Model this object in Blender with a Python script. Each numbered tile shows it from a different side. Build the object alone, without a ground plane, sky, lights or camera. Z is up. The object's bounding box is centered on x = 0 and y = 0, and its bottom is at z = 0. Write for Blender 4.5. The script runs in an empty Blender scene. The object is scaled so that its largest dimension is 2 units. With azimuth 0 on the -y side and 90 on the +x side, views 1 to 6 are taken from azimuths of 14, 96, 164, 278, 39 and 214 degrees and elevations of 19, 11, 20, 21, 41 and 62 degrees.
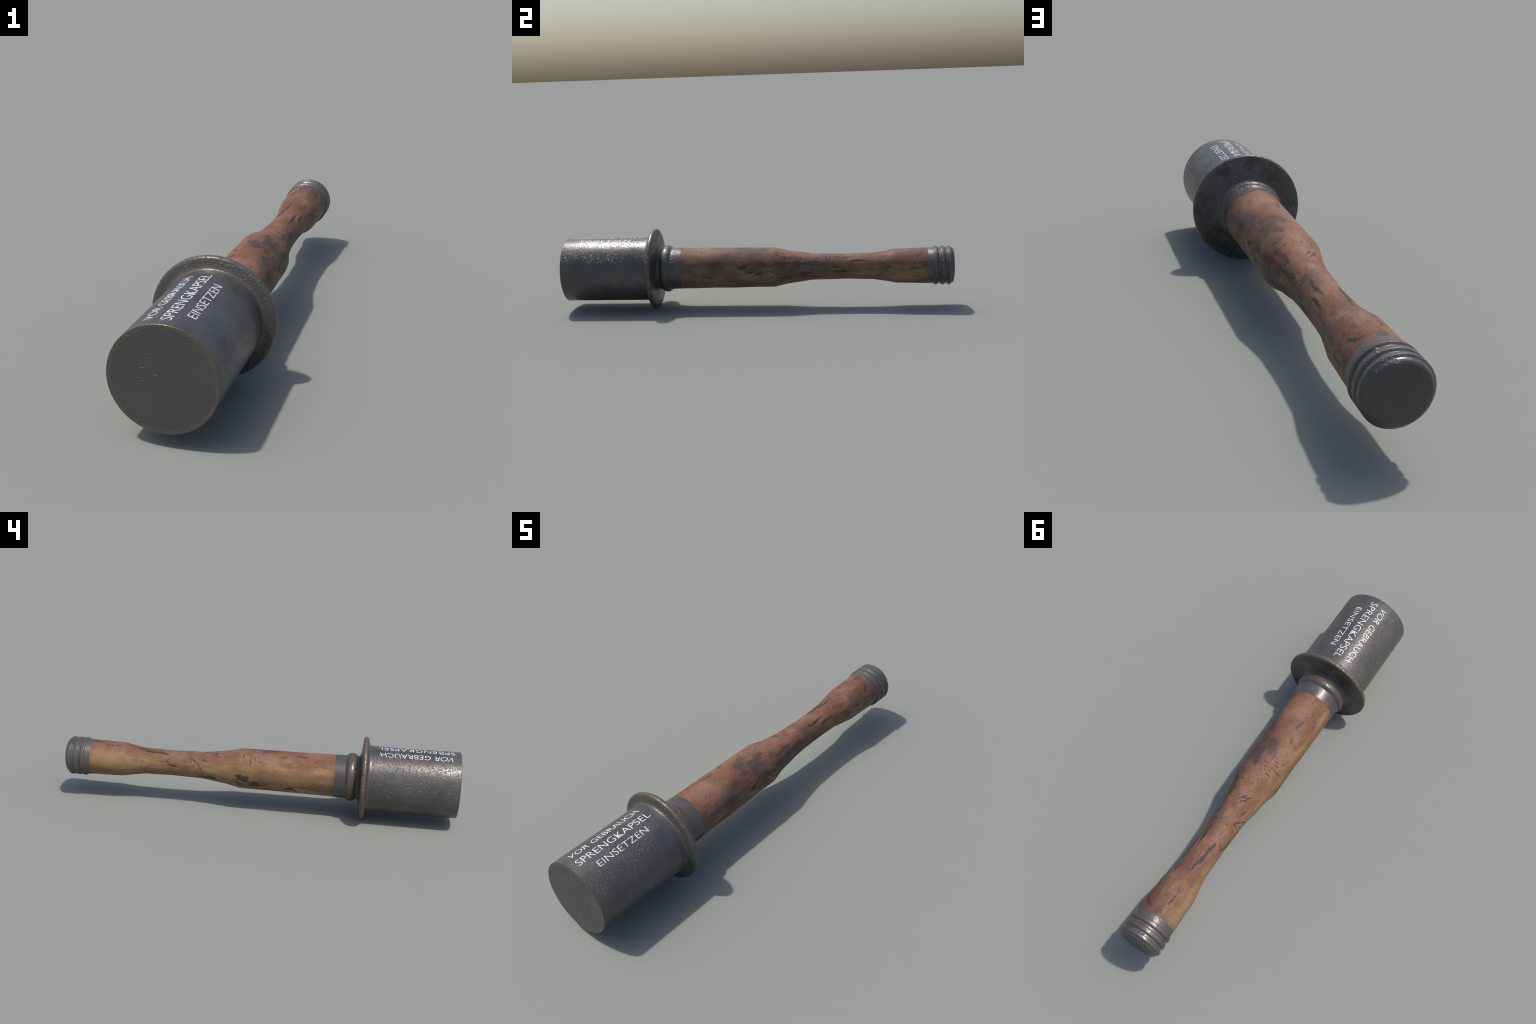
"""Weathered stick-shaped prop lying level: dark steel canister with a flange,
turned wooden grip, ribbed steel end cap, white stencilled lettering.
Everything is a solid of revolution about the y axis; all parts share the
origin (0, 0, AXIS_Z), so Object coordinates are measured from the axis."""
import bpy, bmesh, math, random
import numpy as np
from mathutils import Vector

AXIS_Z = 0.2076
GROWTH = 1.003                     # measured radii, corrected a hair outwards
TAU = math.tau
random.seed(7)

# ------------------------------------------------------------------ materials
class Tree:
    """Small helper that wires shader nodes."""
    def __init__(self, name):
        self.mat = bpy.data.materials.new(name)
        self.mat.use_nodes = True
        self.nt = self.mat.node_tree
        self.bsdf = self.nt.nodes["Principled BSDF"]
        self.coord = self.nt.nodes.new("ShaderNodeTexCoord").outputs["Object"]
        sep = self.node("ShaderNodeSeparateXYZ", {0: self.coord})
        self.x, self.y, self.z = sep.outputs

    def node(self, kind, inputs=None, **props):
        n = self.nt.nodes.new(kind)
        for k, v in props.items():
            setattr(n, k, v)
        for k, v in (inputs or {}).items():
            if isinstance(v, bpy.types.NodeSocket):
                self.nt.links.new(v, n.inputs[k])
            else:
                n.inputs[k].default_value = v
        return n

    def m(self, op, a, b=0.0, c=0.0, clamp=False):
        return self.node("ShaderNodeMath", {0: a, 1: b, 2: c}, operation=op, use_clamp=clamp).outputs[0]

    def v(self, op, a, b=(0, 0, 0)):
        n = self.node("ShaderNodeVectorMath", {0: a, 1: b}, operation=op)
        return n.outputs["Value"] if op in ("LENGTH", "DOT_PRODUCT") else n.outputs[0]

    def xyz(self, x, y, z=0.0):
        return self.node("ShaderNodeCombineXYZ", {0: x, 1: y, 2: z}).outputs[0]

    def scale(self, vec, s):
        return self.v("MULTIPLY", vec, s)

    def noise(self, vec, scale, detail=3.0, rough=0.55, distort=0.0):
        return self.node("ShaderNodeTexNoise", {"Vector": vec, "Scale": scale, "Detail": detail,
                                                "Roughness": rough, "Distortion": distort}).outputs[0]

    def ramp(self, val, lo, hi, a=0.0, b=1.0, smooth=True):
        n = self.node("ShaderNodeMapRange", {0: val, 1: lo, 2: hi, 3: a, 4: b})
        n.interpolation_type = "SMOOTHSTEP" if smooth else "LINEAR"
        n.clamp = True
        return n.outputs[0]

    def mix(self, f, a, b):
        n = self.node("ShaderNodeMix", data_type="RGBA")
        for i, v in ((0, f), (6, a), (7, b)):
            if isinstance(v, bpy.types.NodeSocket):
                self.nt.links.new(v, n.inputs[i])
            else:
                n.inputs[i].default_value = v if i == 0 else (*v, 1)
        return n.outputs[2]

    def out(self, name, val):
        if isinstance(val, bpy.types.NodeSocket):
            self.nt.links.new(val, self.bsdf.inputs[name])
        else:
            self.bsdf.inputs[name].default_value = val

    def bump(self, height, strength, dist, normal=None):
        ins = {"Height": height, "Strength": strength, "Distance": dist}
        if normal is not None:
            ins["Normal"] = normal
        return self.node("ShaderNodeBump", ins).outputs[0]


def steel_material():
    t = Tree("worn_steel")
    r = t.v("LENGTH", t.xyz(t.x, t.z))
    # broad tone: blue-grey with faint brown tarnish
    cloud = t.noise(t.coord, 7.0, 4.0, 0.6)
    fine = t.noise(t.coord, 60.0, 3.0, 0.6)
    col = t.mix(t.ramp(cloud, 0.35, 0.65), STEEL_DARK, STEEL_LIGHT)
    col = t.mix(t.m("MULTIPLY", t.ramp(fine, 0.4, 0.7), 0.25), col, STEEL_DARK)
    tarn = t.noise(t.v("ADD", t.coord, (3.1, 1.7, 0.4)), 5.0, 5.0, 0.65)
    tarnish = t.m("MULTIPLY", t.ramp(tarn, 0.52, 0.70), 0.45)
    col = t.mix(tarnish, col, TARNISH)
    # rusty bands where edges are rubbed: (y, half width, least radius, strength)
    bands = [(-0.533, 0.011, 0.198, 0.8), (-0.553, 0.007, 0.163, 0.35), (-0.474, 0.014, 0.117, 0.9),
             (0.908, 0.010, 0.090, 0.9), (0.943, 0.010, 0.094, 0.25), (0.976, 0.009, 0.094, 0.3),
             (0.996, 0.005, 0.074, 0.8)]
    total = None
    for y0, hw, rmin, s in bands:
        d = t.m("ABSOLUTE", t.m("SUBTRACT", t.y, y0))
        b = t.m("MULTIPLY", t.ramp(d, hw, hw * 0.45), s)
        b = t.m("MULTIPLY", b, t.ramp(r, rmin - 0.003, rmin + 0.001))
        total = b if total is None else t.m("MAXIMUM", total, b)
    patch = t.noise(t.scale(t.coord, (1, 0.6, 1)), 9.0, 4.0, 0.65)
    band = t.m("MULTIPLY", total, t.ramp(patch, 0.35, 0.56))
    col = t.mix(t.m("MULTIPLY", band, 0.8), col, RUST_BROWN)
    # raised golden rust grains, clustered
    grain = t.noise(t.scale(t.coord, (1, 0.75, 1)), 125.0, 2.0, 0.5, 0.3)
    where = t.noise(t.v("ADD", t.coord, (0.7, 5.2, 2.2)), 9.0, 3.0, 0.6)
    lim = t.m("ADD", grain, t.m("MULTIPLY", t.m("SUBTRACT", where, 0.5), 0.42))
    lim = t.m("ADD", lim, t.m("MULTIPLY", total, 0.025))
    disc = t.m("MULTIPLY", t.ramp(t.m("ABSOLUTE", t.y), 0.9970, 0.9985), 0.060)
    lim = t.m("SUBTRACT", lim, disc)
    col = t.mix(t.m("MULTIPLY", disc, 12.0), col, DISC_GREY)      # end discs: plain, even darker grey
    lim = t.m("SUBTRACT", lim, t.m("MULTIPLY", t.x, 0.11))        # rust sits mostly on one flank
    chip = t.noise(t.coord, 75.0, 3.0, 0.6)
    rimband = t.m("MULTIPLY", t.ramp(t.m("ABSOLUTE", t.m("ADD", t.y, 0.533)), 0.012, 0.007), t.ramp(r, 0.196, 0.200))
    col = t.mix(t.m("MULTIPLY", rimband, t.ramp(chip, 0.52, 0.60, 0.0, 0.6)), col, (0.20, 0.135, 0.075))
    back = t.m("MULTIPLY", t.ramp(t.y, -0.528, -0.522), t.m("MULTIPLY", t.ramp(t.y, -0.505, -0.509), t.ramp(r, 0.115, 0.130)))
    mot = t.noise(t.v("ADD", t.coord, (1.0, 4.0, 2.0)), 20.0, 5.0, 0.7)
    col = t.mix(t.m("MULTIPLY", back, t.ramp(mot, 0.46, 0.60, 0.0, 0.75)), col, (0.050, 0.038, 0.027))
    specks = t.ramp(lim, 0.668, 0.715)
    col = t.mix(t.m("MULTIPLY", specks, 0.85), col, RUST_GOLD)
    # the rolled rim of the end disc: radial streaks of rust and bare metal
    rim = t.m("MULTIPLY", t.ramp(r, 0.1505, 0.1520), t.ramp(t.y, -0.9950, -0.9965))
    unit = t.v("NORMALIZE", t.xyz(t.x, 0.0, t.z))
    ray = t.noise(unit, 16.0, 5.0, 0.75)
    streak = t.mix(t.ramp(ray, 0.42, 0.60), RIM_GREY, RUST_BROWN)
    streak = t.mix(t.ramp(t.noise(unit, 45.0, 2.0), 0.60, 0.66), streak, RUST_GOLD)
    col = t.mix(t.m("MULTIPLY", rim, 0.70), col, streak)
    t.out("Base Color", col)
    rusty = t.m("MAXIMUM", specks, t.m("MULTIPLY", band, 0.6))
    t.out("Metallic", t.ramp(rusty, 0, 1, 0.32, 0.12, False))
    rough = t.m("ADD", t.ramp(t.noise(t.coord, 22.0, 4.0, 0.6), 0.3, 0.7, 0.29, 0.41), t.m("MULTIPLY", rusty, 0.05))
    t.out("Roughness", rough)
    t.out("Specular IOR Level", 0.62)
    pit = t.noise(t.coord, 165.0, 2.0)
    h = t.m("ADD", t.ramp(lim, 0.585, 0.72), t.m("MULTIPLY", pit, t.ramp(where, 0.38, 0.58, 0.12, 0.60)))
    t.out("Normal", t.bump(h, 0.75, 0.0020))
    return t.mat


def wood_material(name, smudges):
    t = Tree(name)
    theta = t.m("ARCTAN2", t.x, t.z)
    r = t.v("LENGTH", t.xyz(t.x, t.z))
    flat = t.xyz(t.y, t.m("MULTIPLY", theta, 0.09))          # unrolled surface
    long = t.scale(t.coord, (1.0, 0.22, 1.0))                # stretched along the stick
    # stain: red varnish left on one side, bare tan wood on the other, ragged border
    side = t.m("DIVIDE", t.m("ADD", t.m("MULTIPLY", t.z, 0.985), t.m("MULTIPLY", t.x, 0.17)), r)
    wob = t.noise(t.scale(t.coord, (1, 0.5, 1)), 13.0, 8.0, 0.75)
    red = t.ramp(t.m("ADD", side, t.m("MULTIPLY", t.m("SUBTRACT", wob, 0.5), 2.4)), 0.12, 0.78)
    mott = t.noise(long, 16.0, 5.0, 0.6)
    tan = t.mix(t.ramp(mott, 0.36, 0.64), TAN_DARK, TAN_LIGHT)
    blotch = t.noise(t.v("ADD", t.coord, (1.3, 0.2, 4.0)), 8.0, 4.0, 0.6)
    reds = t.mix(t.ramp(blotch, 0.41, 0.60), RED_DEEP, RED_PALE)
    reds = t.mix(t.m("MULTIPLY", t.ramp(mott, 0.5, 0.7), 0.35), reds, RED_PALE)
    # worn pale patches and deeper varnish: (y, angle, half length, half width, pale?)
    wv = t.v("ADD", flat, t.v("MULTIPLY", t.v("SUBTRACT", t.node("ShaderNodeTexNoise", {"Vector": t.coord, "Scale": 20.0, "Detail": 5.0,
             "Roughness": 0.65}).outputs["Color"], (0.5, 0.5, 0.5)), (0.16, 0.08, 0.0)))
    for y0, a0, ly, lw, pale in ((0.13, 4, 0.10, 0.06, 1), (-0.31, 12, 0.10, 0.06, 1), (0.73, 12, 0.07, 0.03, 1), (0.33, 2, 0.08, 0.03, 1),
                                 (-0.13, 8, 0.10, 0.06, 0), (0.62, 5, 0.10, 0.04, 0), (0.83, 15, 0.05, 0.06, 0), (0.25, -40, 0.07, 0.03, 0)):
        mp = t.node("ShaderNodeMapping", {"Vector": wv, "Location": (y0, math.radians(a0) * 0.09, 0), "Scale": (ly, lw, 1.0)}, vector_type="TEXTURE")
        k = t.ramp(t.v("LENGTH", mp.outputs[0]), 1.15, 0.35, 0.0, 0.7)
        reds = t.mix(k, reds, (0.265, 0.135, 0.092) if pale else (0.150, 0.054, 0.028))
    col = t.mix(red, tan, reds)
    ends = t.m("MAXIMUM", t.ramp(t.y, -0.352, -0.384), t.ramp(t.y, 0.845, 0.868))
    col = t.mix(t.m("MULTIPLY", ends, 0.5), col, (0.19, 0.082, 0.036))
    ochre = t.noise(t.v("ADD", t.coord, (7.3, 2.2, 1.0)), 13.0, 3.0, 0.6)
    col = t.mix(t.m("MULTIPLY", t.ramp(ochre, 0.55, 0.70), 0.5), col, OCHRE)
    # fuzz of short fibres running round the stick
    ring = t.xyz(t.m("MULTIPLY", t.y, 420.0), t.m("MULTIPLY", theta, 9.0))
    fuzz = t.noise(ring, 1.0, 3.0, 0.6)
    speck = t.noise(t.coord, 230.0, 2.0, 0.6)
    col = t.mix(t.ramp(fuzz, 0.42, 0.66, 0.0, 0.34), col, FIBRE_DARK)
    col = t.mix(t.ramp(speck, 0.48, 0.66, 0.0, 0.26), col, FIBRE_LIGHT)
    # grime rubbed into the grain
    grime = t.noise(t.v("ADD", t.scale(t.coord, (1, 0.40, 1)), (4.0, 0.0, 8.0)), 24.0, 7.0, 0.75, 0.3)
    grimy = t.noise(t.v("ADD", t.coord, (5.0, 3.0, 1.0)), 5.5, 3.0, 0.55)
    g = t.m("ADD", grime, t.m("MULTIPLY", t.m("SUBTRACT", grimy, 0.5), 0.55))
    g = t.m("ADD", g, t.m("MULTIPLY", t.x, 0.9))               # +x flank tinted darker and greyer
    col = t.mix(t.ramp(g, 0.48, 0.68, 0.0, 0.64), col, HAZE)
    # soot smudges: ragged patches placed on the unrolled surface
    warp = t.node("ShaderNodeTexNoise", {"Vector": t.scale(t.coord, (1, 0.45, 1)), "Scale": 38.0, "Detail": 5.0, "Roughness": 0.7}).outputs["Color"]
    warped = t.v("ADD", flat, t.v("MULTIPLY", t.v("SUBTRACT", warp, (0.5, 0.5, 0.5)), (0.075, 0.040, 0.0)))
    soft, hard = None, None
    for y0, a0, y1, a1, w, s, kind in smudges:
        p, q = Vector((y0, math.radians(a0) * 0.09, 0)), Vector((y1, math.radians(a1) * 0.09, 0))
        d = q - p
        w *= 1.2
        mp = t.node("ShaderNodeMapping", {"Vector": warped, "Location": (p + q) / 2,
                    "Rotation": (0, 0, math.atan2(d.y, d.x)), "Scale": (d.length / 2 + w, w, 1.0)}, vector_type="TEXTURE")
        f = t.m("MULTIPLY_ADD", t.v("LENGTH", mp.outputs[0]), -s, s)
        if kind:
            hard = f if hard is None else t.m("MAXIMUM", hard, f)
        else:
            soft = f if soft is None else t.m("MAXIMUM", soft, f)
    tear = t.m("SUBTRACT", t.noise(t.scale(t.coord, (1, 0.18, 1)), 95.0, 6.0, 0.8), 0.5)
    mid_t = t.m("SUBTRACT", t.noise(t.scale(t.coord, (1, 0.45, 1)), 34.0, 4.0, 0.6), 0.5)
    rag = t.m("ADD", t.m("MULTIPLY", tear, 5.0), t.m("MULTIPLY", mid_t, 3.2))
    hard_m = t.m("MULTIPLY", t.ramp(hard, -0.30, 0.15), t.ramp(t.m("ADD", t.m("MULTIPLY", hard, 1.5), rag), 0.05, 1.10))
    soft_m = t.m("MULTIPLY", t.ramp(soft, -0.45, 0.55), t.ramp(t.m("ADD", t.m("MULTIPLY", soft, 0.9), rag), -0.55, 1.05))
    # stray flecks and thin charred lines everywhere
    fl = t.noise(t.scale(t.coord, (1, 0.30, 1)), 80.0, 5.0, 0.7, 0.6)
    area = t.noise(t.v("ADD", t.coord, (2.0, 9.0, 0.0)), 5.0, 3.0)
    flecks = t.ramp(t.m("ADD", fl, t.m("MULTIPLY", t.m("SUBTRACT", area, 0.5), 0.55)), 0.61, 0.72)
    vein = t.noise(t.scale(t.coord, (1, 0.35, 1)), 15.0, 5.0, 0.65, 0.8)
    veins = t.m("MULTIPLY", t.ramp(t.m("ABSOLUTE", t.m("SUBTRACT", vein, 0.5)), 0.012, 0.0), t.ramp(area, 0.46, 0.56))
    dark = t.m("MAXIMUM", t.m("MULTIPLY", flecks, 0.60), t.m("MULTIPLY", veins, 0.75))
    dark = t.m("MAXIMUM", dark, t.m("MULTIPLY", soft_m, 0.80))
    col = t.mix(dark, col, SOOT_SOFT)
    col = t.mix(t.m("MULTIPLY", hard_m, 0.92), col, SOOT)
    t.out("Base Color", col)
    t.out("Roughness", t.ramp(fuzz, 0.3, 0.7, 0.60, 0.75))
    t.out("Specular IOR Level", 0.35)
    h = t.m("ADD", t.m("MULTIPLY", fuzz, 0.5), t.m("MULTIPLY", speck, 0.5))
    t.out("Normal", t.bump(h, 0.30, 0.0015))
    return t.mat


def nick_material():
    t = Tree("charred_nick")
    t.out("Base Color", t.mix(t.noise(t.coord, 120.0), (0.020, 0.016, 0.015), (0.055, 0.036, 0.028)))
    t.out("Roughness", 0.85)
    return t.mat


def paint_material():
    t = Tree("white_stencil_paint")
    worn = t.noise(t.coord, 60.0, 4.0, 0.65)
    t.out("Base Color", t.mix(t.ramp(worn, 0.55, 0.68, 0.0, 0.55), (0.74, 0.76, 0.80), (0.30, 0.28, 0.26)))
    t.out("Roughness", 0.35)
    t.out("Normal", t.bump(t.noise(t.coord, 150.0, 2.0), 0.6, 0.002))
    return t.mat


DISC_GREY = (0.070, 0.070, 0.068)
STEEL_DARK, STEEL_LIGHT = (0.078, 0.076, 0.075), (0.107, 0.104, 0.103)
TARNISH, RIM_GREY = (0.100, 0.078, 0.058), (0.105, 0.103, 0.100)
RUST_BROWN, RUST_GOLD = (0.120, 0.075, 0.042), (0.170, 0.090, 0.026)
TAN_DARK, TAN_LIGHT = (0.186, 0.104, 0.046), (0.310, 0.192, 0.100)
RED_DEEP, RED_PALE = (0.168, 0.064, 0.034), (0.232, 0.110, 0.072)
OCHRE, HAZE = (0.170, 0.088, 0.033), (0.094, 0.070, 0.051)
FIBRE_DARK, FIBRE_LIGHT = (0.080, 0.045, 0.028), (0.29, 0.19, 0.12)
SOOT, SOOT_SOFT = (0.030, 0.028, 0.027), (0.045, 0.037, 0.037)

# smudges: start (y, angle), end (y, angle), half width, strength, 1 = crisp soot / 0 = soft stain
SMUDGES = [
    (0.050, 20, -0.085, 36, 0.036, 1.5, 0), (-0.020, -6, -0.087, 12, 0.026, 1.3, 0), (-0.09, 19, -0.04, -8, 0.02, 1.0, 0),
    (-0.055, 72, -0.078, 86, 0.011, 1.2, 1), (0.134, 46, 0.229, 42, 0.012, 1.3, 0), (-0.163, 73, -0.249, 68, 0.020, 0.8, 0),
    (-0.126, 39, -0.177, 40, 0.022, 0.6, 0), (0.643, -9, 0.533, -22, 0.010, 1.2, 1), (0.546, -18, 0.473, -31, 0.013, 1.3, 1),
    (0.519, -25, 0.589, -14, 0.011, 1.2, 1), (0.592, -15, 0.655, -12, 0.008, 0.8, 0), (0.844, 27, 0.819, 46, 0.011, 1.2, 1),
    (0.672, 37, 0.598, 27, 0.012, 1.1, 0), (0.501, 30, 0.396, 29, 0.010, 1.2, 1), (0.575, 54, 0.479, 52, 0.011, 1.1, 1),
    (0.863, -5, 0.833, -9, 0.013, 1.0, 0), (0.635, 67, 0.651, 72, 0.006, 1.1, 1), (0.672, 78, 0.687, 80, 0.006, 1.0, 1),
    (0.322, 54, 0.262, 61, 0.009, 1.2, 1), (-0.135, -27, -0.113, -31, 0.007, 1.1, 0), (-0.241, -26, -0.203, -16, 0.008, 1.0, 0),
    (0.252, 9, 0.196, -21, 0.005, 0.9, 1), (0.269, 0, 0.196, -36, 0.005, 0.9, 1), (0.210, -20, 0.198, -34, 0.008, 1.1, 1),
    (0.240, -55, 0.299, -47, 0.007, 1.0, 1), (0.589, 29, 0.653, 39, 0.013, 0.9, 0), (0.472, -57, 0.450, -77, 0.006, 1.0, 1),
    (0.455, -79, 0.414, -85, 0.007, 1.1, 1), (0.476, -59, 0.448, -50, 0.005, 1.0, 1), (0.705, -18, 0.737, -25, 0.007, 0.9, 0),
    (0.737, -25, 0.813, -19, 0.005, 0.8, 1), (0.336, -47, 0.310, -66, 0.007, 1.1, 1), (0.310, -66, 0.289, -93, 0.006, 1.1, 1),
    (0.308, -132, 0.230, -121, 0.010, 1.2, 1), (0.095, -94, 0.041, -108, 0.020, 1.4, 1), (0.030, -122, -0.015, -117, 0.020, 1.6, 1),
    (0.110, -118, 0.050, -128, 0.014, 1.0, 1), (-0.135, -134, -0.190, -114, 0.011, 1.2, 1), (-0.163, -106, -0.198, -136, 0.011, 1.3, 1),
    (-0.189, -110, -0.281, -120, 0.004, 1.1, 1), (-0.107, -31, -0.142, -27, 0.008, 0.9, 0), (-0.198, -17, -0.222, -19, 0.008, 0.9, 0),
    (-0.026, 106, 0.034, 90, 0.005, 1.1, 1), (0.010, 100, 0.034, 92, 0.009, 1.0, 1), (-0.03, 96, 0.015, 84, 0.004, 0.9, 1),
    (0.087, 74, 0.198, 79, 0.026, 0.9, 0), (0.166, 92, 0.262, 88, 0.014, 1.0, 0), (0.213, 112, 0.322, 128, 0.006, 1.1, 1),
    (0.477, 51, 0.567, 55, 0.009, 1.1, 1), (0.402, 99, 0.470, 103, 0.010, 1.3, 1), (0.393, 84, 0.425, 80, 0.007, 1.1, 1),
    (0.765, 85, 0.841, 86, 0.005, 1.0, 1), (0.399, 31, 0.509, 28, 0.009, 0.9, 0), (-0.27, 100, -0.22, 108, 0.007, 1.0, 1),
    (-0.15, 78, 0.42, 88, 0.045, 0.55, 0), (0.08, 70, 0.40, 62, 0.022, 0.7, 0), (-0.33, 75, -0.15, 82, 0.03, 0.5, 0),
    (0.18, 100, 0.33, 104, 0.012, 0.9, 0), (0.05, 112, 0.20, 118, 0.012, 0.8, 0), (0.55, 85, 0.80, 80, 0.02, 0.4, 0),
    (-0.10, 160, -0.02, 150, 0.016, 1.1, 1), (0.50, 160, 0.60, 150, 0.010, 1.1, 1), (0.74, -150, 0.80, -160, 0.012, 1.0, 1),
]
# cross-grain nicks: (y, from angle, to angle, depth)
NICKS = [
    (0.025, -14, 1, 1.0), (0.142, 24, 31, 1.3), (-0.308, 21, 30, 0.8), (-0.277, 27, 33, 0.7), (0.359, 18, 55, 0.9),
    (0.0, -23, -37, 1.0), (0.046, -6, -18, 0.9), (0.069, -1, -9, 0.8), (0.062, -12, -22, 0.8), (0.013, -29, -46, 1.0),
    (0.073, -18, -42, 1.0), (0.036, -36, -64, 1.0), (-0.367, -15, -21, 1.1), (-0.377, -16, -22, 1.1), (0.091, 44, 55, 0.9),
    (0.364, -14, -27, 0.9), (0.329, -68, -87, 1.1), (0.342, -52, -67, 1.1), (0.348, -63, -76, 0.9), (0.306, -42, -51, 0.9),
    (0.289, -90, -101, 1.2), (0.302, -94, -100, 1.0), (0.277, -92, -98, 1.0), (-0.047, -62, -68, 0.8), (-0.008, -44, -53, 0.9),
    (-0.019, -46, -54, 0.9), (0.066, 34, 48, 1.0), (0.110, 34, 48, 0.9), (0.148, 40, 58, 1.1), (0.230, 40, 59, 0.9),
    (0.079, 38, 43, 0.8), (0.162, 111, 136, 1.0), (-0.282, 24, 43, 0.5), (0.376, 26, 67, 0.8), (0.455, 30, 47, 0.7),
    (0.857, 93, 106, 0.8), (0.317, 52, 67, 0.8), (0.155, 62, 78, 0.8), (0.315, -100, -112, 0.8), (0.12, 150, 166, 0.9), (0.33, 150, 170, 0.9),
]

# ------------------------------------------------------------------- geometry
root = bpy.data.objects.new("stick_grenade", None)
bpy.context.scene.collection.objects.link(root)
root["label"] = "weathered steel canister on a turned wooden grip with white lettering"
root["category"] = "grenade prop"


def add(name, verts, faces, materials, parent=root, sharp=35):
    me = bpy.data.meshes.new(name)
    me.from_pydata(verts, [], faces)
    me.validate()
    bm = bmesh.new()
    bm.from_mesh(me)
    bmesh.ops.recalc_face_normals(bm, faces=bm.faces[:])
    lim = math.radians(sharp)
    for e in bm.edges:
        e.smooth = not (len(e.link_faces) == 2 and e.calc_face_angle(0) > lim)
    for f in bm.faces:
        f.smooth = True
    bm.to_mesh(me)
    bm.free()
    for m in materials:
        me.materials.append(m)
    ob = bpy.data.objects.new(name, me)
    bpy.context.scene.collection.objects.link(ob)
    ob.parent = parent
    if parent is root:
        ob.location = (0, 0, AXIS_Z)
    return ob


def rounded(profile, radius_of_round, steps=4):
    """Replace corners of a (y, r) polyline by small quadratic fillets."""
    pts = [Vector(p) for p in profile]
    out = [pts[0]]
    for a, b, c in zip(pts, pts[1:], pts[2:]):
        k = min(radius_of_round, (a - b).length * 0.45, (c - b).length * 0.45)
        p, q = b + (a - b).normalized() * k, b + (c - b).normalized() * k
        for i in range(steps + 1):
            u = i / steps
            out.append(p * (1 - u) ** 2 + b * 2 * u * (1 - u) + q * u * u)
    out.append(pts[-1])
    return [(p.x, p.y) for p in out]


def lathe(profile, seg):
    """Closed solid of revolution about y; the profile's ends are capped."""
    verts = [(r * GROWTH * math.sin(TAU * i / seg), y, r * GROWTH * math.cos(TAU * i / seg)) for y, r in profile for i in range(seg)]
    faces = [(j * seg + i, j * seg + (i + 1) % seg, (j + 1) * seg + (i + 1) % seg, (j + 1) * seg + i)
             for j in range(len(profile) - 1) for i in range(seg)]
    for j, (y, r) in ((0, profile[0]), (len(profile) - 1, profile[-1])):
        verts.append((0, y, 0))
        faces += [(len(verts) - 1, j * seg + i, j * seg + (i + 1) % seg) for i in range(seg)]
    return verts, faces


steel = steel_material()
paint = paint_material()

# canister: plain drum with a flat end disc and a hair-thin chamfer
BODY_R = 0.1638
drum = [(-1.0, 0.10), (-1.0, 0.1510), (-0.9999, 0.1624), (-0.9988, BODY_R - 0.0003), (-0.9975, BODY_R), (-0.80, BODY_R), (-0.556, BODY_R)]
canister = add("canister", *lathe(drum, 96), [steel], sharp=28)

# flange with fillet towards the drum, rounded lip and gently coned back
lip = [(-0.568, 0.1637), (-0.560, 0.1646), (-0.555, 0.1665), (-0.5515, 0.171), (-0.549, 0.180), (-0.5465, 0.198), (-0.5440, 0.2032),
       (-0.539, 0.2060), (-0.533, 0.2067), (-0.528, 0.2058), (-0.5235, 0.2035), (-0.5210, 0.198), (-0.5180, 0.170), (-0.5140, 0.140),
       (-0.5105, 0.121), (-0.507, 0.1125), (-0.502, 0.108), (-0.497, 0.107)]
add("flange", *lathe(rounded(lip, 0.003, 2), 96), [steel], sharp=50)

# collar: neck, rolled bead and the sleeve that grips the wood
sleeve = [(-0.500, 0.1065), (-0.495, 0.1095), (-0.489, 0.1155), (-0.482, 0.1193), (-0.473, 0.1212), (-0.463, 0.1208), (-0.454, 0.1186),
          (-0.449, 0.1135), (-0.444, 0.1090), (-0.439, 0.1078), (-0.3875, 0.1068), (-0.3865, 0.1055)]
add("collar", *lathe(rounded(sleeve, 0.003, 3), 96), [steel], sharp=50)

# end cap: sleeve, three square ribs, rounded end
cap = [(0.8685, 0.0890), (0.8695, 0.0906), (0.8965, 0.0910)]
for a, b in ((0.9005, 0.9155), (0.9345, 0.9510), (0.9690, 0.9815)):
    cap += [(a, 0.0977), (b, 0.0979), (b + 0.0045, 0.0912), (b + 0.0145, 0.0912)]
cap = cap[:-1] + [(0.9905, 0.0895), (0.9950, 0.0862), (0.9985, 0.0800), (1.0, 0.0725), (1.0, 0.05)]
add("end_cap", *lathe(rounded(cap, 0.0007, 2), 96), [steel], sharp=32)

# handle: turned wood, waisted, with fine lumps and nicks cut into it
TURN = [(-0.40, 0.1058), (-0.387, 0.1058), (0.094, 0.1012), (0.160, 0.0856), (0.278, 0.0688), (0.444, 0.0637), (0.593, 0.0672),
        (0.662, 0.0777), (0.710, 0.0866), (0.869, 0.0901), (0.88, 0.0901)]
rings, seg = 800, 256
ys = np.linspace(-0.395, 0.875, rings)
kernel = np.exp(-0.5 * (np.arange(-12, 13) / 2.6) ** 2)
rad = np.interp(np.linspace(-0.395 - 12 * 0.00159, 0.875 + 12 * 0.00159, rings + 24), *zip(*TURN))
rad = np.convolve(rad, kernel / kernel.sum(), mode="valid")
ang = np.arange(seg) * TAU / seg
Y, A = np.meshgrid(ys, ang, indexing="ij")
Rr = np.repeat(rad[:, None], seg, 1) * GROWTH
rng = np.random.default_rng(5)
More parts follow.
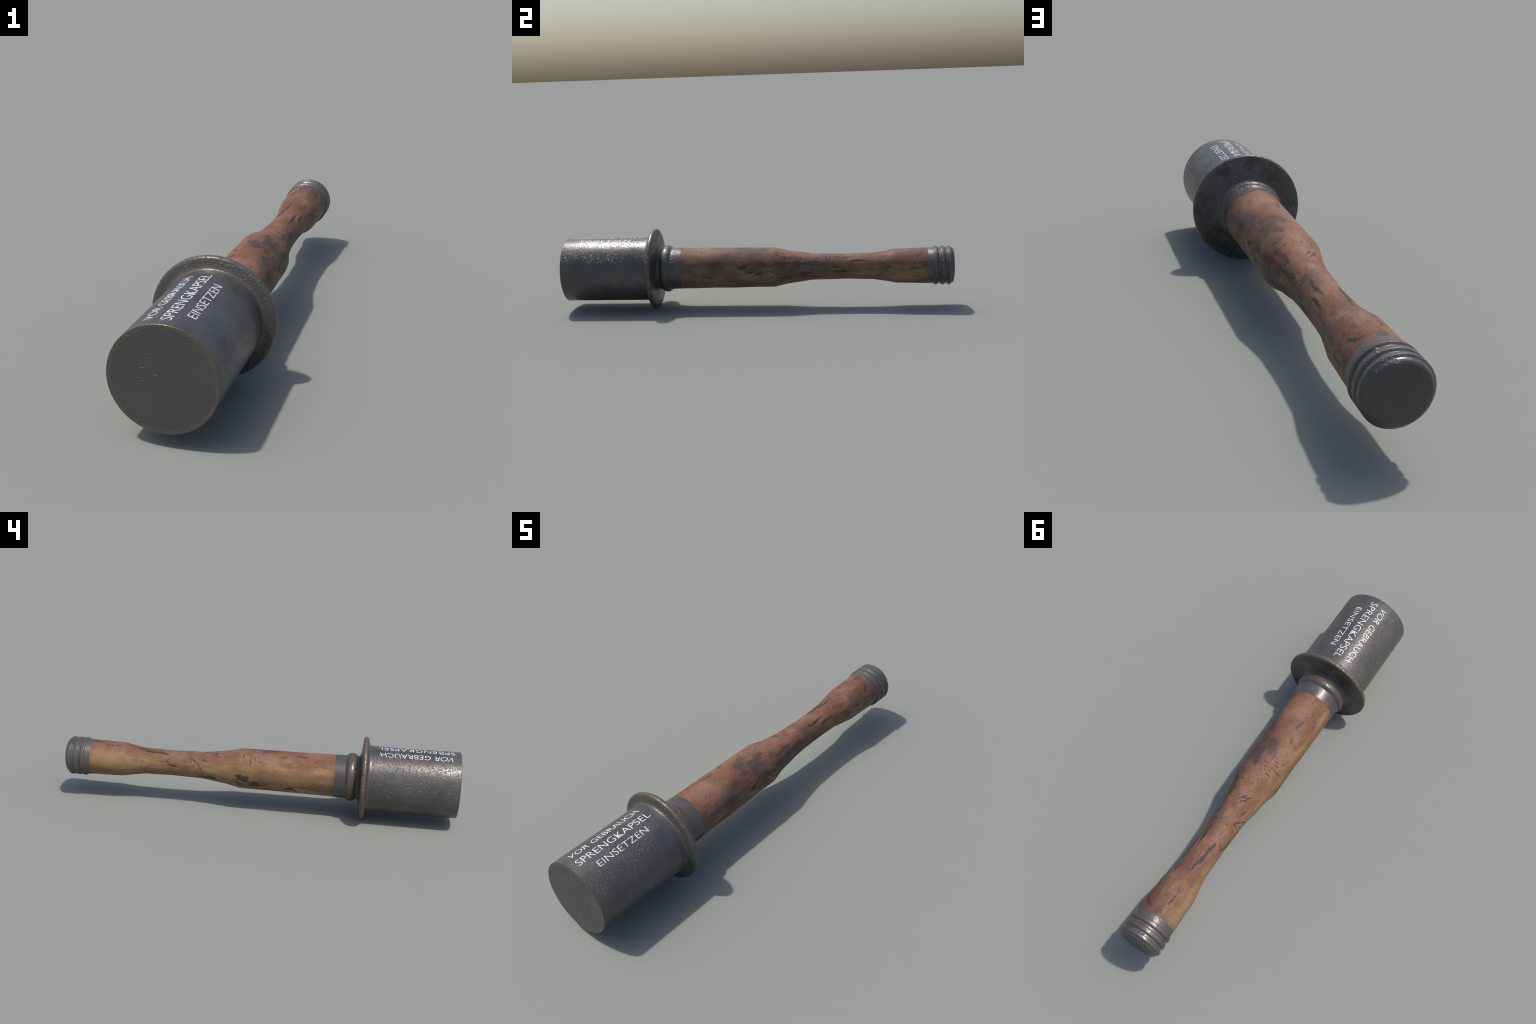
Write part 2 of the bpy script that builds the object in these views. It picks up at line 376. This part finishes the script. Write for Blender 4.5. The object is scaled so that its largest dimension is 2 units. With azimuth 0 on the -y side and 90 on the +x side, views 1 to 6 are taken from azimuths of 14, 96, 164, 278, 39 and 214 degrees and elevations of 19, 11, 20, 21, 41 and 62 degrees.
for _ in range(14):                                           # faint hand-turned unevenness
    ky, ka, p = rng.uniform(4, 40), rng.integers(1, 7), rng.uniform(0, TAU)
    Rr += 0.00012 * np.sin(ky * Y + ka * A + p)
cut = np.zeros_like(Rr)
for y0, a0, a1, depth in NICKS:
    mid, half = math.radians((a0 + a1) / 2), math.radians(abs(a1 - a0) / 2)
    da = (A - mid + math.pi) % TAU - math.pi
    tilt = rng.uniform(-0.006, 0.006)
    line = y0 + tilt * da / max(half, 0.05) * 0.5 + 0.0006 * np.sin(da * 40 + y0 * 90)
    prof = np.clip(1 - np.abs(Y - line) / 0.0030, 0, 1) * np.clip(1.15 - (da / half) ** 2, 0, 1)
    cut = np.maximum(cut, prof * depth)
Rr -= 0.0026 * cut
verts = np.stack([Rr * np.sin(A), Y, Rr * np.cos(A)], -1).reshape(-1, 3).tolist()
faces = [(j * seg + i, j * seg + (i + 1) % seg, (j + 1) * seg + (i + 1) % seg, (j + 1) * seg + i)
         for j in range(rings - 1) for i in range(seg)]
nick_faces = [bool(cut[j:j + 2].take([i, (i + 1) % seg], 1).mean() > 0.42) for j in range(rings - 1) for i in range(seg)]
for j in (0, rings - 1):
    verts.append((0, float(ys[j]), 0))
    faces += [(len(verts) - 1, j * seg + i, j * seg + (i + 1) % seg) for i in range(seg)]
handle = add("handle", verts, faces, [wood_material("weathered_wood", SMUDGES), nick_material()], sharp=70)
for k, dark in enumerate(nick_faces):
    if dark:
        handle.data.polygons[k].material_index = 1

# lettering: each letter a thin raised film of paint bent round the drum
LINES = [("VOR GEBRAUCH", -0.966, -0.603, -16.0, 10.6, 0.020, -0.8), ("SPRENGKAPSEL", -0.967, -0.5945, 4.0, 11.3, 0.0, 0.0),
         ("EINSETZEN", -0.910, -0.6525, 22.9, 9.7, 0.0, -1.1)]
for words, y0, y1, base, cap_angle, fan, drift in LINES:
    cu = bpy.data.curves.new("letter", "FONT")
    cu.body = words
    cu.size = 1.0
    cu.offset = -0.015
    cu.resolution_u = 6
    tmp = bpy.data.objects.new("letter", cu)
    bpy.context.scene.collection.objects.link(tmp)
    bpy.context.view_layer.update()
    flat = bpy.data.meshes.new_from_object(tmp)
    bpy.data.objects.remove(tmp)
    bm = bmesh.new()
    bm.from_mesh(flat)
    bmesh.ops.remove_doubles(bm, verts=bm.verts[:], dist=1e-4)
    xs = [v.co.x for v in bm.verts]
    cap_h = 0.729
    tops = sorted(v.co.y for v in bm.verts)
    cap_h = tops[int(len(tops) * 0.90)] if "E" not in words else max(v.co.y for v in bm.verts if abs(v.co.y - tops[-1]) < 0.03) - 0.01
    lo, hi = min(xs), max(xs)
    for k in range(1, 12):                                    # cuts so that letters can bend
        cutting = bm.verts[:] + bm.edges[:] + bm.faces[:]
        bmesh.ops.bisect_plane(bm, geom=cutting, plane_co=(0, cap_h * k / 12, 0), plane_no=(0, 1, 0))
    # split into letters
    seen, groups = set(), []
    for f in bm.faces:
        if f.index in seen and f in seen:
            continue
        stack, grp = [f], []
        if f in seen:
            continue
        seen.add(f)
        while stack:
            g = stack.pop()
            grp.append(g)
            for e in g.edges:
                for o in e.link_faces:
                    if o not in seen:
                        seen.add(o)
                        stack.append(o)
        groups.append(grp)
    groups.sort(key=lambda g: min(v.co.x for f in g for v in f.verts))
    for grp in groups:
        vs = list({v for f in grp for v in f.verts})
        index = {v: i for i, v in enumerate(vs)}

        def bend(v, r):
            u, w = (v.co.x - lo) / (hi - lo), v.co.y / cap_h
            span = (y1 - y0) - fan * w
            y = (y0 + y1) / 2 + span * (u - 0.5)
            a = math.radians(base + drift * u - cap_angle * w)
            return (r * math.sin(a), y, r * math.cos(a))

        n = len(vs)
        V = [bend(v, BODY_R * GROWTH + 0.0006) for v in vs] + [bend(v, BODY_R * GROWTH - 0.0008) for v in vs]
        F = [tuple(index[v] for v in f.verts) for f in grp]
        F += [tuple(n + i for i in reversed(f)) for f in F[:]]
        inside = set(grp)
        for f in grp:
            for lp in f.loops:
                if sum(o in inside for o in lp.edge.link_faces) == 1:
                    i, j = index[lp.vert], index[lp.link_loop_next.vert]
                    F.append((j, i, n + i, n + j))
        add("letter", V, F, [paint], parent=canister, sharp=40)
    bm.free()
    bpy.data.meshes.remove(flat)
